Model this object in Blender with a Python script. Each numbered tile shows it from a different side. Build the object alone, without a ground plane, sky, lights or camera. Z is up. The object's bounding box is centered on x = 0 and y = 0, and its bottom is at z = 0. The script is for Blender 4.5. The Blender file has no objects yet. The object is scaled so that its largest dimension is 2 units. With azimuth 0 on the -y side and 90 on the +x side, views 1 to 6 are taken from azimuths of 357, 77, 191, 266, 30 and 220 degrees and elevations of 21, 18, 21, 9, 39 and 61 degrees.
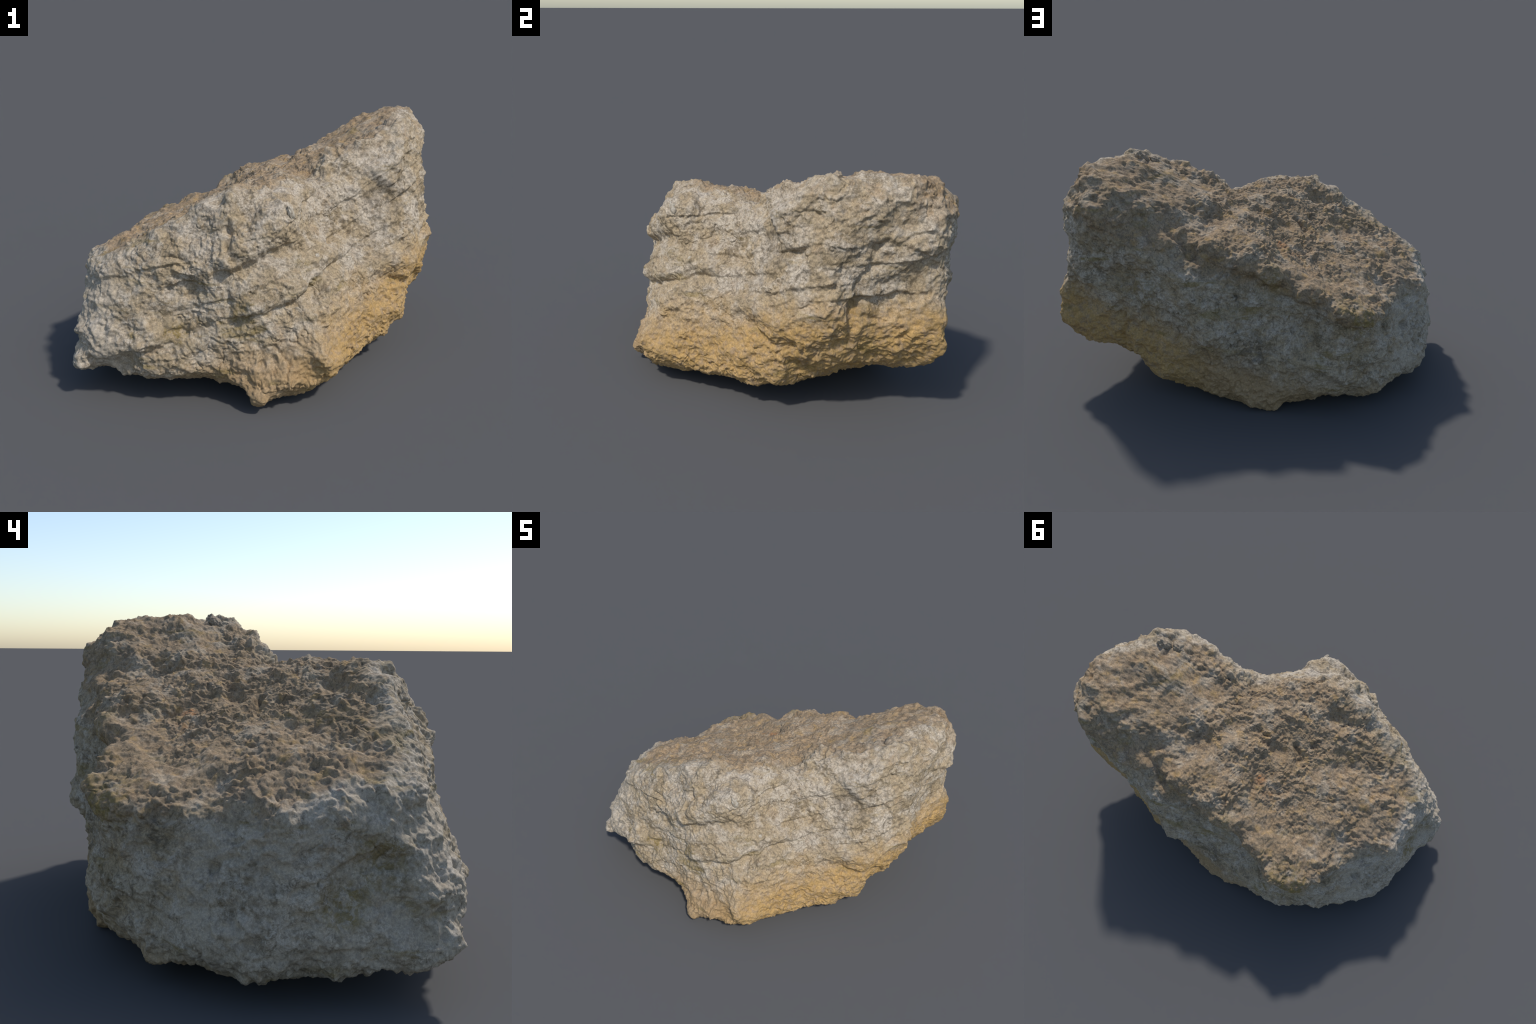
"""A weathered, layered limestone boulder: a tilted slab with a heart-shaped,
pitted bedding plane on top, a ledged front, a blunt far end and a keel below.

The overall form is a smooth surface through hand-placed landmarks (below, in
metres). Ledges, cracks, pits and knobs are carved along named lines, and
fracture chips, strata and grain come from seeded procedural noise."""
import bpy
import numpy as np
from mathutils import Euler

RES = 400                      # grid cells along one edge of the cube sphere
CENTRE = np.array([0.0, 0.0, 0.6])

# ---------------------------------------------------------------- landmarks
# tilted bedding plane on top, its two lobes, the notch between them and the rim
SLAB_TOP = [
    (-0.937, -0.024, 0.526), (-0.796, -0.012, 0.651), (-0.633, -0.094, 0.748), (-0.863, -0.180, 0.661), (-0.914, -0.318, 0.548),
    (-0.871, -0.298, 0.633), (-0.759, -0.293, 0.707), (-0.470, -0.144, 0.788), (-0.309, -0.121, 0.867), (-0.875, -0.385, 0.592),
    (-0.871, -0.360, 0.638), (-0.780, -0.414, 0.696), (-0.652, -0.502, 0.663), (-0.578, -0.445, 0.813), (-0.346, -0.273, 0.920),
    (-0.147, -0.120, 0.959), (-0.233, -0.266, 0.956), (-0.447, -0.575, 0.692), (-0.360, -0.456, 0.947), (-0.310, -0.505, 0.850),
    (-0.278, -0.459, 0.985), (-0.222, -0.467, 0.970), (-0.184, -0.412, 1.026), (-0.141, -0.318, 1.030), (-0.202, -0.618, 0.801),
    (-0.202, -0.564, 0.865), (-0.212, -0.546, 0.947), (-0.088, -0.232, 0.990), (-0.170, -0.433, 1.012), (-0.183, -0.469, 1.017),
    (-0.120, -0.533, 0.914), (-0.085, -0.607, 0.876), (-0.029, -0.567, 0.937), (0.028, -0.352, 1.012), (0.015, -0.253, 1.026),
    (0.011, -0.302, 1.040), (0.101, -0.546, 0.888), (0.147, -0.403, 0.920), (0.146, -0.436, 0.938), (0.081, -0.177, 1.037),
    (0.168, -0.243, 0.998), (0.232, -0.086, 1.005), (0.393, -0.103, 1.003), (0.229, -0.053, 1.019), (0.519, -0.080, 1.029),
    (0.612, -0.100, 1.040), (0.281, -0.051, 1.055), (0.276, -0.015, 1.052), (0.702, -0.060, 1.083), (0.526, -0.049, 1.090),
    (0.460, -0.035, 1.120), (0.502, -0.040, 1.142), (0.348, 0.011, 1.094), (0.590, 0.041, 1.164), (0.670, 0.060, 1.208),
    (0.760, 0.112, 1.222), (0.530, 0.100, 1.148), (0.633, 0.114, 1.185), (0.807, 0.182, 1.195), (0.759, 0.130, 1.235),
    (0.359, 0.124, 1.069), (0.471, 0.122, 1.113), (0.843, 0.327, 1.208), (0.698, 0.275, 1.218), (0.826, 0.345, 1.238),
    (0.662, 0.367, 1.212), (0.743, 0.367, 1.233), (0.442, 0.321, 1.093), (0.646, 0.474, 1.166), (0.816, 0.613, 1.207),
    (0.804, 0.552, 1.220), (0.794, 0.738, 1.108), (0.749, 0.672, 1.152), (0.649, 0.587, 1.156), (0.847, 0.646, 1.167),
    (0.745, 0.610, 1.201), (0.829, 0.657, 1.206), (0.308, 0.327, 1.057), (0.424, 0.472, 1.068), (0.722, 0.766, 1.077),
    (0.659, 0.701, 1.111), (0.767, 0.720, 1.145), (0.667, 0.663, 1.153), (0.660, 0.658, 1.167), (0.430, 0.570, 1.063),
    (0.504, 0.618, 1.106), (0.572, 0.658, 1.123), (0.371, 0.588, 0.973), (0.437, 0.617, 1.036), (0.284, 0.610, 0.937),
    (0.197, 0.365, 0.957), (0.343, 0.631, 0.963), (0.183, 0.632, 0.907), (0.029, 0.144, 0.953), (0.030, 0.260, 0.965),
    (-0.003, 0.291, 0.932), (-0.071, 0.553, 0.891), (-0.139, 0.598, 0.823), (-0.191, 0.600, 0.814), (-0.239, 0.569, 0.775),
    (-0.204, 0.485, 0.795), (-0.313, 0.526, 0.733), (-0.308, 0.519, 0.744), (-0.145, 0.278, 0.833), (-0.455, 0.570, 0.687),
    (-0.414, 0.564, 0.718), (-0.305, 0.382, 0.740), (-0.420, 0.410, 0.705), (-0.584, 0.478, 0.650), (-0.116, 0.083, 0.891),
    (-0.500, 0.330, 0.690), (-0.711, 0.365, 0.616), (-0.480, 0.240, 0.715), (-0.764, 0.082, 0.636), (-0.201, 0.026, 0.867),
    (-0.923, 0.002, 0.583), (-0.899, 0.007, 0.588), (-0.838, 0.053, 0.619),
]

# layered face towards -y
FRONT_FACE = [
    (-0.632, -0.614, 0.191), (-0.635, -0.639, 0.341), (-0.606, -0.567, 0.578), (-0.570, -0.641, 0.165), (-0.436, -0.631, 0.147),
    (-0.434, -0.657, 0.165), (-0.456, -0.621, 0.365), (-0.400, -0.570, 0.595), (-0.271, -0.658, 0.170), (-0.321, -0.627, 0.640),
    (-0.203, -0.697, 0.155), (-0.244, -0.625, 0.641), (-0.219, -0.652, 0.711), (-0.168, -0.669, 0.328), (-0.156, -0.628, 0.739),
    (-0.081, -0.774, 0.136), (-0.070, -0.751, 0.185), (-0.118, -0.683, 0.521), (-0.042, -0.675, 0.394), (0.029, -0.775, 0.147),
    (0.080, -0.775, 0.150), (0.043, -0.728, 0.253), (0.015, -0.578, 0.802), (0.157, -0.712, 0.241), (0.121, -0.670, 0.424),
    (0.242, -0.754, 0.232), (0.164, -0.626, 0.507), (0.145, -0.608, 0.581), (0.262, -0.710, 0.321), (0.259, -0.663, 0.349),
    (0.243, -0.615, 0.496), (0.203, -0.583, 0.520), (0.160, -0.415, 0.835), (0.299, -0.658, 0.145), (0.422, -0.379, 0.491),
    (0.373, -0.209, 0.786), (0.490, -0.235, 0.645), (0.669, -0.230, 0.545),
]

# blunt end towards +x
FAR_END = [
    (0.682, -0.149, 0.715), (0.693, -0.111, 0.769), (0.570, -0.119, 0.899), (0.784, -0.071, 0.334), (0.788, -0.117, 0.590),
    (0.691, -0.101, 0.850), (0.779, -0.024, 0.285), (0.854, -0.030, 0.374), (0.926, 0.088, 0.640), (0.785, 0.040, 1.045),
    (0.903, 0.190, 0.800), (0.899, 0.152, 0.924), (0.897, 0.263, 0.967), (0.931, 0.310, 1.076), (0.900, 0.340, 0.540),
    (0.885, 0.390, 0.630), (0.818, 0.496, 0.251), (0.948, 0.571, 0.376), (0.946, 0.543, 0.851), (0.976, 0.564, 0.874),
    (0.920, 0.460, 1.030), (0.899, 0.618, 0.301), (0.985, 0.658, 0.427), (0.900, 0.660, 0.490), (0.970, 0.666, 0.550),
    (0.934, 0.665, 0.607), (0.946, 0.649, 0.669), (0.917, 0.646, 0.807), (0.967, 0.611, 0.926), (0.903, 0.649, 1.094),
]

# plain face towards +y
BACK_FACE = [
    (0.898, 0.681, 0.376), (0.872, 0.711, 0.760), (0.836, 0.731, 0.924), (0.620, 0.680, 0.450), (0.560, 0.735, 0.600),
    (0.560, 0.715, 0.750), (0.603, 0.778, 0.946), (0.363, 0.754, 0.770), (0.443, 0.778, 0.825), (0.310, 0.720, 0.475),
    (0.277, 0.778, 0.769), (0.239, 0.678, 0.851), (0.114, 0.723, 0.377), (0.122, 0.766, 0.408), (0.100, 0.661, 0.784),
    (0.075, 0.709, 0.640), (0.004, 0.655, 0.614), (-0.146, 0.674, 0.180), (-0.210, 0.679, 0.134), (-0.200, 0.590, 0.715),
    (-0.335, 0.546, 0.499), (-0.480, 0.605, 0.400), (-0.543, 0.599, 0.175), (-0.555, 0.581, 0.640), (-0.620, 0.545, 0.410),
    (-0.582, 0.520, 0.632), (-0.671, 0.528, 0.602), (-0.718, 0.393, 0.574),
]

# sawn-looking end towards -x
NEAR_END = [
    (-0.972, -0.014, 0.235), (-0.988, -0.135, 0.231), (-0.968, -0.290, 0.158), (-0.915, -0.220, 0.410), (-0.988, -0.401, 0.196),
    (-0.913, -0.325, 0.441), (-0.898, -0.466, 0.139), (-0.976, -0.521, 0.162), (-0.979, -0.490, 0.181), (-0.956, -0.407, 0.274),
    (-0.956, -0.413, 0.369), (-0.784, -0.517, 0.157), (-0.839, -0.547, 0.183), (-0.916, -0.534, 0.231), (-0.760, -0.549, 0.214),
    (-0.846, -0.593, 0.294), (-0.760, -0.584, 0.388), (-0.780, 0.360, 0.285), (-0.843, 0.317, 0.155), (-0.842, 0.199, 0.422),
    (-0.964, 0.137, 0.144), (-0.969, 0.086, 0.193), (-0.988, 0.059, 0.202),
]

# keel the boulder rests on
UNDERSIDE = [
    (-0.887, -0.006, 0.064), (-0.876, -0.086, 0.075), (-0.910, -0.214, 0.078), (-0.988, -0.453, 0.122), (-0.500, -0.300, 0.120),
    (-0.759, -0.545, 0.126), (-0.137, -0.684, 0.084), (-0.050, -0.350, 0.050), (-0.088, -0.742, 0.053), (-0.129, -0.730, 0.130),
    (-0.029, -0.752, 0.092), (0.023, -0.700, 0.049), (0.155, -0.720, 0.102), (0.089, -0.731, 0.126), (0.199, -0.690, 0.110),
    (0.451, -0.432, 0.129), (0.464, -0.418, 0.306), (0.250, -0.100, 0.120), (0.641, -0.251, 0.157), (0.699, -0.179, 0.192),
    (0.689, -0.225, 0.390), (0.643, -0.231, 0.453), (0.748, -0.138, 0.200), (0.720, 0.182, 0.189), (0.708, 0.231, 0.215),
    (0.718, 0.429, 0.224), (0.511, 0.403, 0.128), (0.446, 0.636, 0.125), (0.108, 0.588, 0.006), (-0.042, 0.683, 0.100),
    (-0.230, 0.616, 0.006), (-0.232, 0.506, 0.006), (-0.254, 0.631, 0.059), (-0.363, 0.470, 0.006), (-0.516, 0.455, 0.050),
    (-0.618, 0.416, 0.026), (-0.647, 0.441, 0.071), (-0.711, 0.404, 0.055), (-0.668, 0.326, 0.042), (-0.350, 0.100, 0.050),
    (-0.849, 0.167, 0.079),
]

LANDMARKS = (SLAB_TOP, FRONT_FACE, FAR_END, BACK_FACE, NEAR_END, UNDERSIDE)


# Joints, cracks and ledges: points along the line, half width, depth, and how
# far the rock above the line stands out over it (lip).
GROOVES = [
    # front: undercut ledges that follow the bedding
    ([(-0.18, -0.66, 0.47), (-0.08, -0.65, 0.50), (0.01, -0.61, 0.52), (0.09, -0.57, 0.54), (0.17, -0.55, 0.58), (0.27, -0.48, 0.63), (0.36, -0.40, 0.64)], 0.022, 0.018, 0.022),
    ([(-0.25, -0.64, 0.68), (-0.16, -0.64, 0.69), (-0.05, -0.62, 0.74), (0.07, -0.56, 0.78)], 0.030, 0.028, 0.018),
    ([(-0.70, -0.61, 0.27), (-0.60, -0.62, 0.29), (-0.54, -0.63, 0.32), (-0.46, -0.63, 0.33)], 0.022, 0.016, 0.018),
    ([(-0.50, -0.62, 0.39), (-0.42, -0.63, 0.40), (-0.37, -0.65, 0.38)], 0.016, 0.012, 0.008),
    ([(-0.88, -0.55, 0.22), (-0.78, -0.56, 0.20), (-0.68, -0.61, 0.25)], 0.030, 0.022, 0.020),
    ([(-0.47, -0.54, 0.74), (-0.42, -0.57, 0.74)], 0.010, 0.012, 0.006),
    # front: upright joints
    ([(-0.20, -0.55, 0.91), (-0.21, -0.60, 0.79), (-0.19, -0.65, 0.74)], 0.016, 0.022, 0.0),
    ([(-0.22, -0.64, 0.59), (-0.20, -0.65, 0.53), (-0.22, -0.66, 0.49)], 0.016, 0.018, 0.0),
    ([(0.09, -0.39, 0.99), (0.15, -0.39, 0.92)], 0.012, 0.014, 0.0),
    # foot
    ([(-0.21, -0.69, 0.21), (-0.16, -0.71, 0.19), (-0.11, -0.74, 0.16)], 0.035, 0.022, 0.0),
    # inner corner below the notch
    ([(0.22, -0.06, 1.01), (0.50, -0.12, 0.94), (0.52, -0.15, 0.80), (0.54, -0.22, 0.65), (0.62, -0.24, 0.53), (0.69, -0.22, 0.44)], 0.035, 0.007, 0.0),
    ([(0.53, -0.11, 0.96), (0.56, -0.11, 0.90), (0.63, -0.09, 0.85), (0.73, -0.02, 0.84)], 0.035, 0.014, 0.010),
    ([(0.37, -0.21, 0.82), (0.39, -0.22, 0.76), (0.43, -0.22, 0.73)], 0.012, 0.016, 0.0),
    ([(0.59, -0.30, 0.49), (0.68, -0.22, 0.45), (0.73, -0.16, 0.41)], 0.026, 0.020, 0.016),
    # far end: long open joint and the ledges beside it
    ([(0.88, 0.43, 1.20), (0.91, 0.34, 1.13), (0.92, 0.29, 1.06)], 0.014, 0.009, 0.0),
    ([(0.91, 0.32, 0.91), (0.90, 0.30, 0.81), (0.93, 0.25, 0.75), (0.93, 0.22, 0.61), (0.93, 0.22, 0.52)], 0.026, 0.024, 0.0),
    ([(0.65, -0.08, 0.83), (0.74, -0.01, 0.87), (0.81, 0.05, 0.90)], 0.014, 0.014, 0.010),
    ([(0.91, 0.32, 0.92), (0.93, 0.37, 0.95), (0.94, 0.44, 0.92), (0.94, 0.49, 0.88), (0.95, 0.55, 0.85), (0.95, 0.62, 0.85)], 0.024, 0.014, 0.018),
    ([(0.95, 0.25, 0.66), (0.95, 0.32, 0.66), (0.92, 0.44, 0.67), (0.95, 0.50, 0.66), (0.94, 0.55, 0.68)], 0.016, 0.012, 0.014),
    ([(0.98, 0.28, 0.57), (0.98, 0.35, 0.55), (0.98, 0.40, 0.54)], 0.010, 0.010, 0.006),
    ([(0.79, -0.07, 0.41), (0.88, 0.09, 0.40), (0.94, 0.20, 0.45)], 0.040, 0.020, 0.010),
    # back
    ([(0.00, 0.67, 0.78), (-0.11, 0.62, 0.73), (-0.20, 0.58, 0.67), (-0.32, 0.58, 0.63), (-0.45, 0.62, 0.58), (-0.54, 0.62, 0.53), (-0.64, 0.60, 0.51)], 0.030, 0.018, 0.020),
    ([(0.35, 0.63, 0.95), (0.29, 0.63, 0.91), (0.25, 0.66, 0.87), (0.20, 0.70, 0.84)], 0.020, 0.026, 0.0),
    ([(-0.38, 0.64, 0.28), (-0.46, 0.63, 0.24), (-0.56, 0.59, 0.19)], 0.025, 0.014, 0.012),
    ([(0.77, 0.74, 0.71), (0.61, 0.79, 0.75), (0.57, 0.75, 0.62)], 0.045, 0.025, 0.010),
    ([(0.62, 0.72, 0.55), (0.62, 0.70, 0.41), (0.63, 0.67, 0.31)], 0.022, 0.022, 0.0),
    ([(0.57, 0.75, 0.62), (0.47, 0.73, 0.53), (0.42, 0.70, 0.42)], 0.022, 0.012, 0.0),
    ([(0.01, 0.66, 0.66), (0.00, 0.66, 0.62)], 0.009, 0.016, 0.0),
    # near end
    ([(-0.97, -0.03, 0.36), (-0.97, -0.08, 0.38), (-0.96, -0.12, 0.39), (-0.95, -0.17, 0.41), (-0.93, -0.23, 0.46)], 0.012, 0.012, 0.006),
    ([(-0.85, 0.14, 0.52), (-0.87, 0.14, 0.46), (-0.84, 0.23, 0.40), (-0.88, 0.23, 0.31), (-0.91, 0.21, 0.22)], 0.012, 0.009, 0.0),
    ([(-0.76, 0.42, 0.50), (-0.78, 0.35, 0.49)], 0.015, 0.010, 0.008),
    # top: valley between the lobes, crevice, seams
    ([(0.22, -0.06, 1.01), (0.13, 0.15, 1.02), (0.16, 0.32, 0.98), (0.23, 0.44, 0.97), (0.35, 0.59, 0.97)], 0.045, 0.008, 0.0),
    ([(-0.17, 0.00, 0.89), (-0.24, 0.06, 0.85)], 0.014, 0.035, 0.0),
    ([(-0.24, -0.26, 0.97), (-0.34, -0.29, 0.92), (-0.40, -0.35, 0.90)], 0.045, 0.026, 0.0),
    ([(-0.50, 0.38, 0.71), (-0.61, 0.30, 0.68), (-0.67, 0.20, 0.64)], 0.075, 0.014, 0.0),
    ([(-0.10, 0.22, 0.95), (-0.13, 0.29, 0.84), (-0.19, 0.41, 0.84)], 0.016, 0.012, 0.0),
    ([(0.47, 0.59, 1.09), (0.54, 0.63, 1.11)], 0.050, 0.020, 0.0),
    ([(-0.21, 0.51, 0.76), (-0.28, 0.47, 0.73)], 0.018, 0.010, 0.0),
]

# Pits (negative) and knobs (positive): centre, radius, height
KNOBS = [
    ((-0.84, 0.20, 0.42), 0.018, -0.022), ((-0.96, -0.19, 0.34), 0.055, -0.030), ((-0.92, -0.30, 0.44), 0.050, -0.022),
    ((-0.14, 0.11, 0.93), 0.045, -0.030), ((-0.41, -0.08, 0.80), 0.034, -0.016), ((-0.47, -0.15, 0.79), 0.030, -0.016),
    ((-0.63, -0.11, 0.74), 0.032, -0.014), ((-0.20, -0.55, 0.86), 0.030, -0.025), ((-0.10, 0.70, 0.36), 0.080, -0.020),
    ((0.93, 0.20, 0.62), 0.045, -0.030), ((-0.16, -0.65, 0.76), 0.060, 0.024), ((-0.95, -0.55, 0.20), 0.045, 0.022),
    ((0.21, 0.74, 0.83), 0.040, 0.020), ((0.33, 0.63, 0.98), 0.030, 0.022), ((0.10, -0.42, 0.98), 0.030, 0.015),
    ((-0.56, -0.63, 0.37), 0.060, 0.015), ((0.065, -0.525, 0.965), 0.036, 0.020), ((-0.02, -0.545, 0.95), 0.032, 0.016), ((-0.08, -0.73, 0.10), 0.060, 0.020),
]



# ------------------------------------------------------------------- noise
def hash3(ix, iy, iz, seed):
    h = (ix.astype(np.uint32) * np.uint32(374761393) + iy.astype(np.uint32) * np.uint32(668265263)
         + iz.astype(np.uint32) * np.uint32(2147483647) + np.uint32(seed) * np.uint32(1274126177))
    h = (h ^ (h >> np.uint32(13))) * np.uint32(1274126177)
    h = (h ^ (h >> np.uint32(15))) * np.uint32(2246822519)
    return h ^ (h >> np.uint32(16))


def unit(h, shift):
    return ((h >> np.uint32(shift)) & np.uint32(1023)).astype(np.float32) / 1023.0


def perlin(p, seed=0):
    """Gradient noise, about -1 .. 1."""
    i = np.floor(p).astype(np.int32)
    f = (p - i).astype(np.float32)
    u = f * f * f * (f * (f * 6 - 15) + 10)
    out = np.zeros(len(p), np.float32)
    for dx in (0, 1):
        for dy in (0, 1):
            for dz in (0, 1):
                h = hash3(i[:, 0] + dx, i[:, 1] + dy, i[:, 2] + dz, seed)
                g = ((unit(h, 0) * 2 - 1) * (f[:, 0] - dx) + (unit(h, 10) * 2 - 1) * (f[:, 1] - dy)
                     + (unit(h, 20) * 2 - 1) * (f[:, 2] - dz))
                w = ((u[:, 0] if dx else 1 - u[:, 0]) * (u[:, 1] if dy else 1 - u[:, 1])
                     * (u[:, 2] if dz else 1 - u[:, 2]))
                out += g * w
    return out * 1.4


def fbm(p, octaves, seed=0, gain=0.5):
    out, a = np.zeros(len(p), np.float32), 1.0
    for o in range(octaves):
        out += a * perlin(p * 2.03 ** o + 17.3 * o, seed + o)
        a *= gain
    return out


def ridged(p, octaves, seed=0, gain=0.5):
    out, a = np.zeros(len(p), np.float32), 1.0
    for o in range(octaves):
        out += a * (1 - 2 * np.abs(perlin(p * 2.03 ** o + 9.1 * o, seed + o)))
        a *= gain
    return out


def chips(p, seed=0):
    """Broken-stone facets: every Voronoi cell is a little tilted plane.
    Returns the facet height and the gap to the cell border."""
    i = np.floor(p).astype(np.int32)
    f = (p - i).astype(np.float32)
    d1 = np.full(len(p), 9.0, np.float32)
    d2 = d1.copy()
    val = np.zeros(len(p), np.float32)
    for dx in (-1, 0, 1):
        for dy in (-1, 0, 1):
            for dz in (-1, 0, 1):
                h = hash3(i[:, 0] + dx, i[:, 1] + dy, i[:, 2] + dz, seed)
                rx = dx + unit(h, 0) - f[:, 0]
                ry = dy + unit(h, 10) - f[:, 1]
                rz = dz + unit(h, 20) - f[:, 2]
                d = rx * rx + ry * ry + rz * rz
                g = h * np.uint32(2654435761)
                v = ((unit(g, 0) - 0.5) * rx + (unit(g, 10) - 0.5) * ry + (unit(g, 20) - 0.5) * rz) * 1.6 \
                    + (unit(g, 5) - 0.5) * 0.7
                near = d < d1
                d2 = np.where(near, d1, np.minimum(d2, d))
                val = np.where(near, v, val)
                d1 = np.where(near, d, d1)
    return val, np.sqrt(d2) - np.sqrt(d1)


def scallops(p, seed=0):
    """Chipped stone: shallow tilted bowls that meet in sharp ridges."""
    i = np.floor(p).astype(np.int32)
    f = (p - i).astype(np.float32)
    out = np.full(len(p), 9.0, np.float32)
    for dx in (-1, 0, 1):
        for dy in (-1, 0, 1):
            for dz in (-1, 0, 1):
                h = hash3(i[:, 0] + dx, i[:, 1] + dy, i[:, 2] + dz, seed)
                rx = dx + unit(h, 0) - f[:, 0]
                ry = dy + unit(h, 10) - f[:, 1]
                rz = dz + unit(h, 20) - f[:, 2]
                g = h * np.uint32(2654435761)
                v = ((unit(g, 0) - 0.5) * rx + (unit(g, 10) - 0.5) * ry + (unit(g, 20) - 0.5) * rz) * 1.5 \
                    + (unit(g, 5) - 0.5) * 0.6 + 1.5 * (rx * rx + ry * ry + rz * rz)
                out = np.minimum(out, v)
    return out - 0.25


def smoothstep(a, b, x):
    t = np.clip((x - a) / (b - a), 0, 1)
    return t * t * (3 - 2 * t)


# -------------------------------------------------------------- form
def boulder_form(directions):
    """Radius towards each direction. Interpolating 1/r keeps flat rock faces flat."""
    pts = np.array([p for group in LANDMARKS for p in group]) - CENTRE
    r = np.linalg.norm(pts, axis=1)
    d = pts / r[:, None]
    kernel = lambda a, b: -np.sqrt(np.maximum(2 - 2 * a @ b.T, 0) + 0.06 ** 2)
    n = len(d)
    A = np.zeros((n + 4, n + 4))
    A[:n, :n] = kernel(d, d) + 0.0012 * np.eye(n)
    A[:n, n] = 1
    A[:n, n + 1:] = d
    A[n:, :n] = A[:n, n:].T
    w = np.linalg.solve(A, np.r_[1 / r, np.zeros(4)])
    out = np.empty(len(directions))
    for s in range(0, len(directions), 40000):
        q = directions[s:s + 40000]
        out[s:s + 40000] = 1 / (kernel(q, d) @ w[:n] + w[n] + q @ w[n + 1:])
    return out


def cube_sphere(n):
    """Welded cube sphere: unit directions and quads."""
    a = np.arange(n + 1)
    I, J = np.meshgrid(a, a, indexing="ij")
    lo, hi = np.zeros_like(I), np.full_like(I, n)
    sides = [(lo, J, I), (hi, I, J), (I, lo, J), (J, hi, I), (J, I, lo), (I, J, hi)]
    keys, quads, base = [], [], 0
    for s in sides:
        keys.append(np.stack(s, -1).reshape(-1, 3))
        k = base + (I[:-1, :-1] * (n + 1) + J[:-1, :-1])
        quads.append(np.stack([k, k + n + 1, k + n + 2, k + 1], -1).reshape(-1, 4))
        base += (n + 1) ** 2
    keys, quads = np.concatenate(keys), np.concatenate(quads)
    code = (keys[:, 0] * (n + 1) + keys[:, 1]) * (n + 1) + keys[:, 2]
    _, first, inverse = np.unique(code, return_index=True, return_inverse=True)
    c = np.tan((keys[first] / n * 2 - 1) * np.pi / 4)
    return c / np.linalg.norm(c, axis=1)[:, None], inverse.reshape(-1)[quads]


def vertex_normals(v, quads):
    fn = np.cross(v[quads[:, 2]] - v[quads[:, 0]], v[quads[:, 3]] - v[quads[:, 1]])
    vn = np.zeros_like(v)
    for k in range(4):
        for ax in range(3):
            vn[:, ax] += np.bincount(quads[:, k], fn[:, ax], len(v))
    return vn / np.linalg.norm(vn, axis=1)[:, None]


def line_field(p, pts, reach):
    """Nearest offset from the points p to a polyline; far points are skipped."""
    pts = np.array(pts)
    near = np.where(np.all((p > pts.min(0) - reach) & (p < pts.max(0) + reach), axis=1))[0]
    best = np.full(len(near), 1e9)
    off = np.zeros((len(near), 3))
    for a, b in zip(pts[:-1], pts[1:]):
        ab = b - a
        t = np.clip(((p[near] - a) @ ab) / (ab @ ab), 0, 1)
        o = p[near] - (a + t[:, None] * ab)
        d = np.linalg.norm(o, axis=1)
        m = d < best
        best[m], off[m] = d[m], o[m]
    return near, best, off


BEDDING = np.array([-0.31, 0.0, 0.95])
BEDS = (0.345, 0.425, 0.525, 0.640, 0.757, 0.870)       # heights of the bed joints at x = 0


def onto_form(points):
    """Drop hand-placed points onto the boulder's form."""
    v = np.atleast_2d(np.array(points, float)) - CENTRE
    v /= np.linalg.norm(v, axis=1)[:, None]
    return CENTRE + v * boulder_form(v)[:, None]


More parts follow.
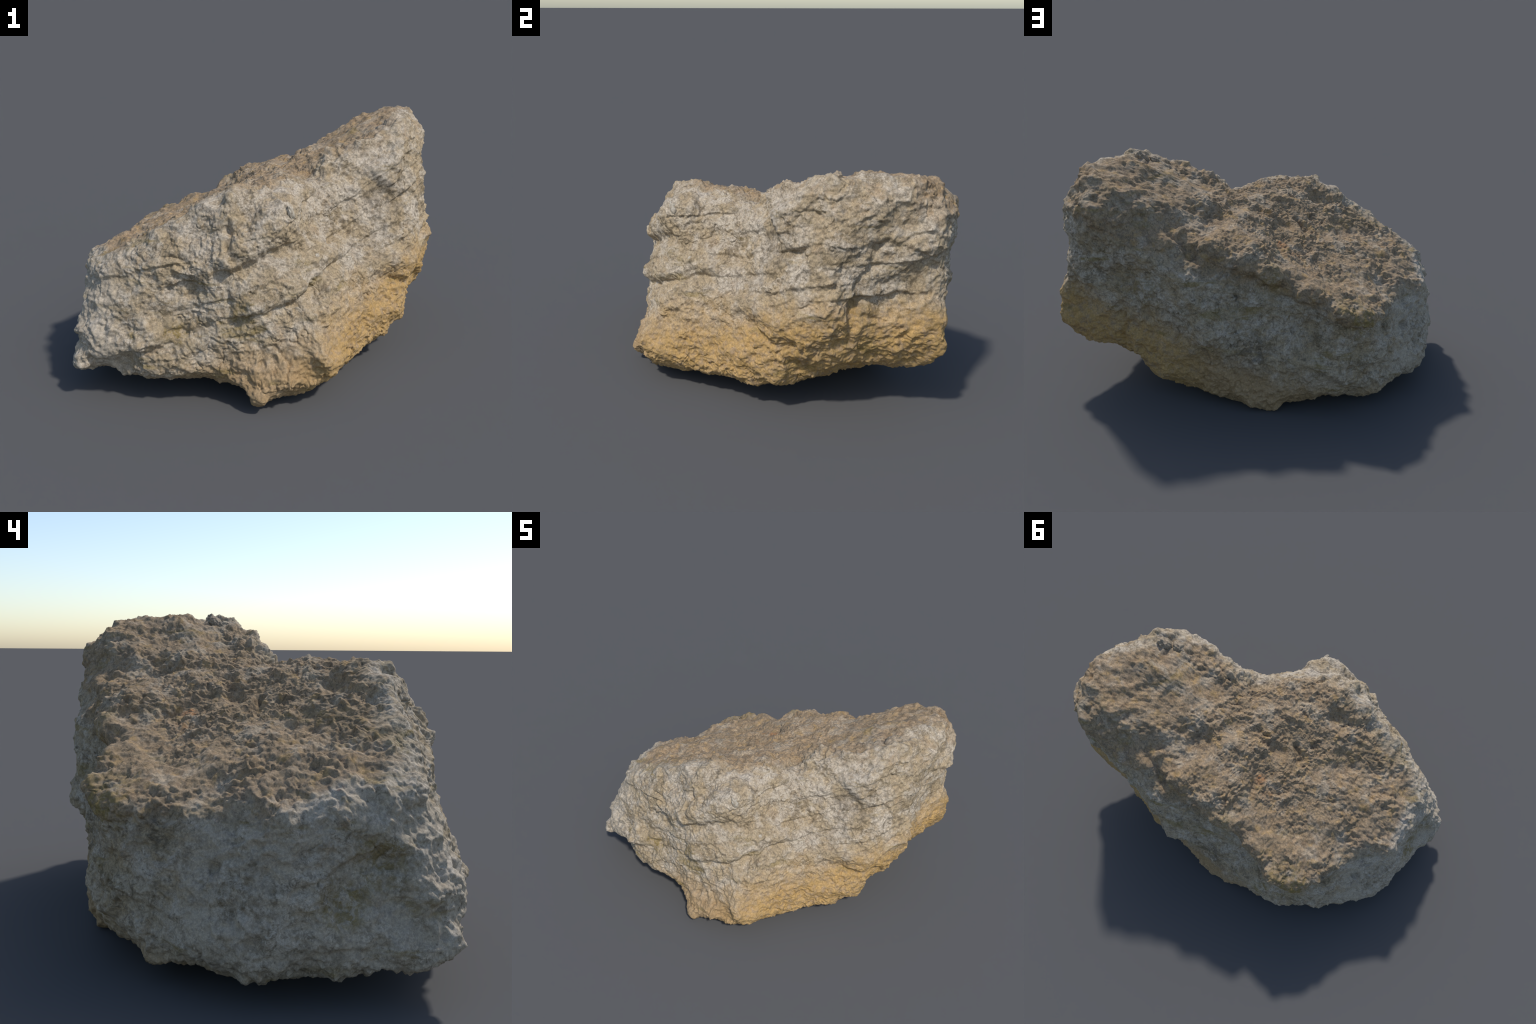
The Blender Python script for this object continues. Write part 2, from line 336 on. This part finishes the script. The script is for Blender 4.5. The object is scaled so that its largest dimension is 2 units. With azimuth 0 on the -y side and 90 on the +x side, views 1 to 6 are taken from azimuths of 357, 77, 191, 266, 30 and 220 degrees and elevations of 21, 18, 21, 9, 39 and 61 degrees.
def relief(p, nrm):
    """Displacement along the normal: carved lines, knobs, strata, chips, grain."""
    pf = p.astype(np.float32)
    warp = np.stack([fbm(pf * 9, 3, 40 + k) for k in range(3)], -1) * 0.016
    pw = p + warp
    d = np.zeros(len(p))
    for pts, w, depth, lip in GROOVES:
        pts = onto_form(pts)
        near, dist, off = line_field(pw, pts, w * 5)
        d[near] -= depth * np.exp(-(dist / w) ** 2)
        if lip:
            side = off @ np.array([0, 0, 1.0]) / w
            d[near] += 0.6 * lip * np.tanh(side * 1.5) * np.exp(-(dist / (2.6 * w)) ** 2)
    for c, r, h in KNOBS:
        dist = np.linalg.norm(pw - onto_form(c)[0], axis=1)
        d += h * np.exp(-(dist / r) ** 3)

    height = p[:, 2] - (0.93 + 0.33 * p[:, 0])            # above the slab plane
    top = smoothstep(0.45, 0.8, nrm @ BEDDING) * smoothstep(-0.2, -0.05, height)
    front = smoothstep(-0.1, 0.5, -nrm[:, 1] + 0.6 * nrm[:, 0]) * (1 - top)
    back = np.clip(1 - top - front, 0, 1)

    # bedding: each bed overhangs the softer one below it, seen on the sides
    bed_h = p[:, 2] - 0.33 * p[:, 0] + 0.040 * fbm(pf * 3.0, 4, 61) + 0.8 * warp[:, 2]
    for n, level in enumerate(BEDS):
        t = bed_h - level
        lip = np.where(t > 0, np.exp(-np.abs(t) / 0.060), -np.exp(-np.abs(t) / 0.035)) * np.tanh(np.abs(t) / 0.006)
        patchy = np.clip(0.40 + 1.3 * fbm(pf * 3.2, 2, 62 + n), 0, 1.3)
        d += lip * patchy * (0.009 * front + 0.005 * back)
    bed = np.stack([pf[:, 0] * 3.0 + pf[:, 2] * 0.9, pf[:, 1] * 3.0, (pf @ BEDDING) * 15.0], -1).astype(np.float32)
    d += fbm(bed + warp.astype(np.float32) * 20, 3, 60) * (0.006 * front + 0.004 * back)
    # lumps
    d += fbm(pf * 6.5, 3, 70) * (0.005 * top + 0.005 * front + 0.006 * back)
    rough = np.clip(0.75 + 0.8 * fbm(pf * 6.0, 2, 73), 0.3, 1.4)          # crunchy and worn areas
    # granular crust: rounded lumps with sharp creases between them
    for freq, seed, amp in ((17, 75, (0.011, 0.006, 0.007)), (36, 76, (0.0065, 0.0045, 0.0035))):
        v = 0.55 - np.abs(perlin(pf * freq + warp.astype(np.float32) * freq * 0.6, seed)) * 1.6
        d -= v * rough * (amp[0] * top + amp[1] * front + amp[2] * back)
    # conchoidal chips at three sizes, then a few loose flakes
    q = (p + warp * 0.5).astype(np.float32)
    for freq, seed, amp in ((10, 80, (0.016, 0.017, 0.019)), (22, 83, (0.011, 0.010, 0.011)), (45, 86, (0.0062, 0.0055, 0.0058))):
        v = scallops(q * freq, seed)
        d += v * (rough if freq > 15 else 1.0) * (amp[0] * top + amp[1] * front + amp[2] * back)
    v, gap = chips(q * 15, 89)
    d += v * smoothstep(0.0, 0.06, gap) * rough * (0.008 * top + 0.007 * front + 0.007 * back)
    # hairline cracks
    hair = perlin(pf * 6.5 + warp.astype(np.float32) * 40, 97)
    d -= 0.008 * np.exp(-(hair / 0.045) ** 2) * smoothstep(0.05, 0.35, fbm(pf * 4.5, 2, 98)) * (1 - 0.5 * top)
    # grain
    d += ridged(q * 26, 3, 90) * (0.0018 * top + 0.0036 * front + 0.0030 * back)
    d += fbm(pf * 70, 2, 95) * (0.0026 * top + 0.0024 * front + 0.0020 * back)
    return d - 0.010 + 0.005 * top


# ------------------------------------------------------------------ material
class Nodes:
    """Tiny helper for wiring shader nodes."""

    def __init__(self, name):
        self.mat = bpy.data.materials.new(name)
        self.mat.use_nodes = True
        self.tree = self.mat.node_tree
        self.bsdf = self.tree.nodes["Principled BSDF"]
        self.co = self.add("ShaderNodeTexCoord").outputs["Object"]

    def add(self, kind, **kw):
        n = self.tree.nodes.new(kind)
        for k, v in kw.items():
            setattr(n, k, v)
        return n

    def put(self, socket, value):
        if isinstance(value, bpy.types.NodeSocket):
            self.tree.links.new(value, socket)
        else:
            socket.default_value = value

    def math(self, op, a, b=0.0, c=0.0, clamp=False):
        n = self.add("ShaderNodeMath", operation=op, use_clamp=clamp)
        for s, v in zip(n.inputs, (a, b, c)):
            self.put(s, v)
        return n.outputs[0]

    def noise(self, scale, detail=4.0, rough=0.55, distortion=0.0, offset=(0, 0, 0), stretch=(1, 1, 1), tilt=0.0):
        m = self.add("ShaderNodeMapping")
        m.inputs["Location"].default_value = offset
        m.inputs["Rotation"].default_value = (0, tilt, 0)
        m.inputs["Scale"].default_value = stretch
        self.put(m.inputs["Vector"], self.co)
        n = self.add("ShaderNodeTexNoise")
        self.put(n.inputs["Vector"], m.outputs[0])
        for k, v in (("Scale", scale), ("Detail", detail), ("Roughness", rough), ("Distortion", distortion)):
            n.inputs[k].default_value = v
        return n.outputs["Fac"]

    def cells(self, scale, offset=(0, 0, 0)):
        m = self.add("ShaderNodeMapping")
        m.inputs["Location"].default_value = offset
        self.put(m.inputs["Vector"], self.co)
        n = self.add("ShaderNodeTexVoronoi")
        self.put(n.inputs["Vector"], m.outputs[0])
        n.inputs["Scale"].default_value = scale
        return n.outputs["Distance"], n.outputs["Color"]

    def ramp(self, fac, lo, hi):
        n = self.add("ShaderNodeMapRange", interpolation_type="SMOOTHSTEP")
        self.put(n.inputs[0], fac)
        n.inputs[1].default_value, n.inputs[2].default_value = lo, hi
        return n.outputs[0]

    def mix(self, fac, a, b, mode="MIX"):
        n = self.add("ShaderNodeMix", data_type="RGBA", blend_type=mode)
        self.put(n.inputs[0], fac)
        for s, v in ((n.inputs[6], a), (n.inputs[7], b)):
            self.put(s, v if isinstance(v, bpy.types.NodeSocket) else (*v, 1.0))
        return n.outputs[2]

    def near(self, point, radius, soft=0.6):
        """1 inside a ball round the point, with an edge torn by noise."""
        n = self.add("ShaderNodeVectorMath", operation="DISTANCE")
        self.put(n.inputs[0], self.co)
        n.inputs[1].default_value = point
        torn = self.math("MULTIPLY_ADD", self.fray, radius * 2.4, n.outputs["Value"])
        inside = self.ramp(torn, radius * (1 + soft) + radius * 1.2, radius * (1 - soft) + radius * 1.2)
        return self.math("MULTIPLY", inside, self.ramp(self.torn, 0.42, 0.58))


CREAM, PALE, TAN, BROWN = (0.380, 0.295, 0.185), (0.470, 0.402, 0.312), (0.335, 0.232, 0.132), (0.185, 0.120, 0.068)
OCHRE, OLIVE, GREY, DARK = (0.430, 0.265, 0.088), (0.225, 0.160, 0.050), (0.190, 0.152, 0.105), (0.080, 0.064, 0.046)


def limestone():
    N = Nodes("layered_limestone")
    N.fray = N.noise(14, 5, 0.65)
    N.torn = N.noise(24, 5, 0.7, 0.5, (4, 4, 4))
    xyz = N.add("ShaderNodeSeparateXYZ")
    N.put(xyz.inputs[0], N.co)
    x, y, z = xyz.outputs
    slab = N.math("SUBTRACT", z, N.math("MULTIPLY_ADD", x, 0.33, 0.93))    # height over the slab plane
    big, mid = N.noise(3.2, 4, 0.6), N.noise(9, 5, 0.6, 0.4)
    fine, speck = N.noise(30, 5, 0.65, 0.3), N.noise(85, 3, 0.6)

    # cream stone mottled with pale and grey patches
    col = N.mix(N.ramp(mid, 0.40, 0.62), CREAM, PALE)
    col = N.mix(N.math("MULTIPLY", N.ramp(fine, 0.50, 0.66), 0.60), col, GREY)
    col = N.mix(N.math("MULTIPLY", N.ramp(N.noise(11, 6, 0.7, 0.6, (3, 1, 5)), 0.53, 0.68), 0.50), col, TAN)

    chalk = N.noise(5, 7, 0.72, 0.8, (6, 1, 9))
    col = N.mix(N.math("MULTIPLY", N.ramp(chalk, 0.50, 0.62), 0.65), col, (0.475, 0.412, 0.330))
    veins = N.noise(48, 6, 0.75, 0.8, (1, 6, 2))
    col = N.mix(N.math("MULTIPLY", N.ramp(veins, 0.50, 0.61), 0.60), col, GREY)
    fleck = N.noise(30, 7, 0.78, 0.9, (3, 9, 7))
    col = N.mix(N.math("MULTIPLY", N.ramp(fleck, 0.54, 0.64), 0.70), col, (0.135, 0.105, 0.070))
    blotch = N.math("MULTIPLY", N.ramp(N.noise(6, 7, 0.75, 0.8, (8, 3, 3)), 0.52, 0.63), N.ramp(veins, 0.38, 0.54))
    col = N.mix(N.math("MULTIPLY", blotch, 0.65), col, (0.16, 0.120, 0.068))

    # paler patches towards the near end
    end_pale = N.math("MULTIPLY", N.ramp(N.math("MULTIPLY_ADD", N.math("SUBTRACT", big, 0.5), 0.5, x), -0.70, -0.86), N.ramp(mid, 0.62, 0.40))
    col = N.mix(N.math("MULTIPLY", end_pale, 0.45), col, (0.53, 0.475, 0.40))

    # lower bed: ochre stone
    bed = N.math("SUBTRACT", z, N.math("MULTIPLY_ADD", x, 0.33, 0.27))
    bed = N.math("MULTIPLY_ADD", N.math("SUBTRACT", big, 0.5), 0.35, bed)
    bed = N.math("MULTIPLY_ADD", N.math("SUBTRACT", N.fray, 0.5), 0.18, bed)
    ochre = N.ramp(bed, 0.17, -0.10)
    col = N.mix(N.math("MULTIPLY", ochre, 0.85), col, N.mix(N.math("MAXIMUM", N.ramp(fine, 0.42, 0.70), N.math("MULTIPLY", N.ramp(x, 0.38, 0.02), 0.75)), OCHRE, TAN))

    # top bedding plane: earth-brown weathering crust with pale stone showing through
    rim = N.math("MULTIPLY_ADD", N.ramp(x, -0.05, 0.32), 0.36, -0.36)      # front edge of the plane, notch included
    rim = N.math("MULTIPLY_ADD", N.ramp(x, 0.55, 0.90), 0.50, rim)
    rim = N.math("MULTIPLY_ADD", N.ramp(x, -0.74, -0.94), 0.40, rim)
    slab = N.math("MULTIPLY_ADD", N.ramp(y, 0.10, 0.70), 0.11, slab)      # the plane dips towards the back
    torn = N.math("MULTIPLY_ADD", N.math("SUBTRACT", N.fray, 0.5), 0.20, N.math("SUBTRACT", y, rim))
    crust = N.ramp(N.math("MULTIPLY_ADD", N.math("SUBTRACT", N.fray, 0.5), 0.16, slab), -0.14, -0.05)
    crust = N.math("MULTIPLY", crust, N.ramp(torn, -0.07, 0.05))
    earth = N.mix(N.math("MULTIPLY", N.ramp(fine, 0.46, 0.64), 0.8), TAN, BROWN)
    earth = N.mix(N.math("MULTIPLY", N.ramp(mid, 0.50, 0.64), 0.7), earth, N.mix(chalk, CREAM, PALE))
    earth = N.mix(N.math("MULTIPLY", N.ramp(N.noise(21, 5, 0.7, 0.5, (5, 5, 1)), 0.56, 0.68), 0.6), earth, (0.13, 0.098, 0.065))
    earth = N.mix(N.math("MULTIPLY", N.ramp(veins, 0.48, 0.60), 0.7), earth, GREY)
    earth = N.mix(N.math("MULTIPLY", N.ramp(fleck, 0.54, 0.64), 0.6), earth, (0.10, 0.078, 0.056))
    earth = N.mix(N.math("MULTIPLY", N.ramp(N.noise(17, 4, 0.6, 0, (7, 2, 1)), 0.54, 0.68), 0.55), earth, OCHRE)
    col = N.mix(N.math("MULTIPLY", crust, 0.78), col, earth)

    # olive stains in thin bands along the bedding
    band = N.noise(3.0, 4, 0.6, 0.5, (2, 4, 6), (0.8, 0.8, 4.0), -0.32)
    olive = N.math("MULTIPLY", N.ramp(band, 0.55, 0.68), N.ramp(mid, 0.42, 0.60))
    col = N.mix(N.math("MULTIPLY", olive, 0.70), col, OLIVE)

    # stains, coloured spots, and dark patches set in pits, crevices and hollows
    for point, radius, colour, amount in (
            ((-0.95, -0.19, 0.34), 0.070, OLIVE, 0.9), ((-0.91, -0.30, 0.45), 0.085, OLIVE, 0.7),
            ((-0.77, 0.40, 0.50), 0.06, DARK, 0.7), ((-0.10, 0.70, 0.36), 0.12, DARK, 0.55),
            ((-0.15, 0.63, 0.72), 0.08, OLIVE, 0.6), ((-0.66, 0.56, 0.57), 0.09, OLIVE, 0.8),
            ((-0.46, -0.62, 0.37), 0.05, OLIVE, 0.8), ((-0.15, -0.66, 0.48), 0.08, OLIVE, 0.6),
            ((0.62, -0.09, 0.86), 0.10, DARK, 0.45), ((0.50, 0.72, 0.66), 0.10, OLIVE, 0.5),
            ((-0.15, 0.28, 0.83), 0.03, (0.36, 0.16, 0.06), 0.8), ((-0.25, 0.31, 0.81), 0.04, (0.36, 0.18, 0.07), 0.6),
            ((-0.22, 0.04, 0.87), 0.025, (0.03, 0.028, 0.025), 0.9), ((0.005, 0.66, 0.64), 0.022, (0.03, 0.028, 0.025), 0.9),  # near-black patches at the top crevice and the back crack
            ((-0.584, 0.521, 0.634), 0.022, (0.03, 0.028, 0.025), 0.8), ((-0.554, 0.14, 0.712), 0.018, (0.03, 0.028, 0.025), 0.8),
            ((-0.865, -0.18, 0.66), 0.016, (0.20, 0.06, 0.04), 0.8)):
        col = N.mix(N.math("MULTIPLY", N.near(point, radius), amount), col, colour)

    # dark lichen specks and pale crystals
    dist, _ = N.cells(42, (5, 3, 2))
    speckle = N.math("MULTIPLY", N.ramp(dist, 0.22, 0.10), N.ramp(N.noise(7, 3, 0.6, 0, (9, 9, 1)), 0.50, 0.62))
    col = N.mix(N.math("MULTIPLY", speckle, 0.55), col, DARK)
    grit = N.noise(120, 6, 0.8, 0.4, (2, 8, 4))
    col = N.mix(N.math("MULTIPLY", N.ramp(grit, 0.51, 0.62), 0.32), col, N.mix(0.72, col, (0.02, 0.015, 0.01)))
    col = N.mix(N.math("MULTIPLY", N.ramp(grit, 0.49, 0.38), 0.8), col, N.mix(1.0, col, (1.35, 1.33, 1.30), "MULTIPLY"))
    col = N.mix(0.40, col, N.mix(speck, (0.25, 0.25, 0.25), (0.75, 0.75, 0.75)), "OVERLAY")
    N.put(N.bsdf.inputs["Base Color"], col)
    N.bsdf.inputs["Roughness"].default_value = 0.92
    N.bsdf.inputs["Specular IOR Level"].default_value = 0.25

    bump = N.add("ShaderNodeBump")
    bump.inputs["Strength"].default_value = 0.75
    bump.inputs["Distance"].default_value = 0.006
    N.put(bump.inputs["Height"], N.math("ADD", N.noise(75, 6, 0.75, 0.4), N.math("MULTIPLY", grit, 0.5)))
    N.put(N.bsdf.inputs["Normal"], bump.outputs[0])
    return N.mat


def plain_stone(name, a, b):
    N = Nodes(name)
    N.put(N.bsdf.inputs["Base Color"], N.mix(N.ramp(N.noise(60, 4, 0.6), 0.4, 0.62), a, b))
    N.bsdf.inputs["Roughness"].default_value = 0.85
    return N.mat


# ---------------------------------------------------------------------- build
def mesh_object(name, v, quads, mat, parent):
    me = bpy.data.meshes.new(name)
    me.vertices.add(len(v))
    me.vertices.foreach_set("co", v.astype(np.float32).ravel())
    me.loops.add(quads.size)
    me.loops.foreach_set("vertex_index", quads.astype(np.int32).ravel())
    me.polygons.add(len(quads))
    me.polygons.foreach_set("loop_start", np.arange(0, quads.size, 4, dtype=np.int32))
    me.update(calc_edges=True)
    me.validate()
    me.shade_smooth()
    me.materials.append(mat)
    ob = bpy.data.objects.new(name, me)
    bpy.context.scene.collection.objects.link(ob)
    ob.parent = parent
    return ob


def embedded_stone(name, centre, size, turn, mat, parent, seed):
    """A small rounded lump sitting half sunk in the boulder."""
    d, quads = cube_sphere(20)
    r = 1 + 0.22 * fbm((d * 1.6).astype(np.float32) + seed, 3, seed)
    v, _ = chips((d * 2.2).astype(np.float32) + 50, seed)
    p = d * (r + 0.10 * v)[:, None] * np.array(size)
    p = p @ np.array(Euler((0.15, -turn, turn)).to_matrix()).T
    return mesh_object(name, p + np.array(centre), quads, mat, parent)


boulder = bpy.data.objects.new("limestone_boulder", None)
bpy.context.scene.collection.objects.link(boulder)
boulder["label"] = "weathered cream limestone boulder with tilted pitted brown top"
boulder["category"] = "rock"

directions, quads = cube_sphere(RES)
form = CENTRE + directions * boulder_form(directions)[:, None]
normals = vertex_normals(form, quads)
surface = form + normals * relief(form, normals)[:, None]
surface[:, 2] = np.maximum(surface[:, 2], 0.0)
surface[:, 2] -= surface[:, 2].min()
mesh_object("rock_body", surface, quads, limestone(), boulder)

pale_shell = plain_stone("pale_fossil", (0.33, 0.28, 0.21), (0.46, 0.41, 0.33))
dull_stone = plain_stone("dull_inclusion", (0.20, 0.155, 0.105), (0.32, 0.255, 0.175))
embedded_stone("dark_pebble", (0.640, 0.112, 1.168), (0.040, 0.036, 0.030), 0.4, dull_stone, boulder, 11)
embedded_stone("dark_pebble", (0.700, 0.160, 1.186), (0.050, 0.040, 0.032), 0.9, dull_stone, boulder, 12)
embedded_stone("round_pebble", onto_form((0.218, -0.456, 0.690))[0], (0.015, 0.015, 0.015), 0.0, pale_shell, boulder, 13)
embedded_stone("fossil_shell", onto_form((0.085, -0.535, 0.930))[0] + np.array([0, 0.010, 0]), (0.017, 0.020, 0.040), 0.3, pale_shell, boulder, 14)
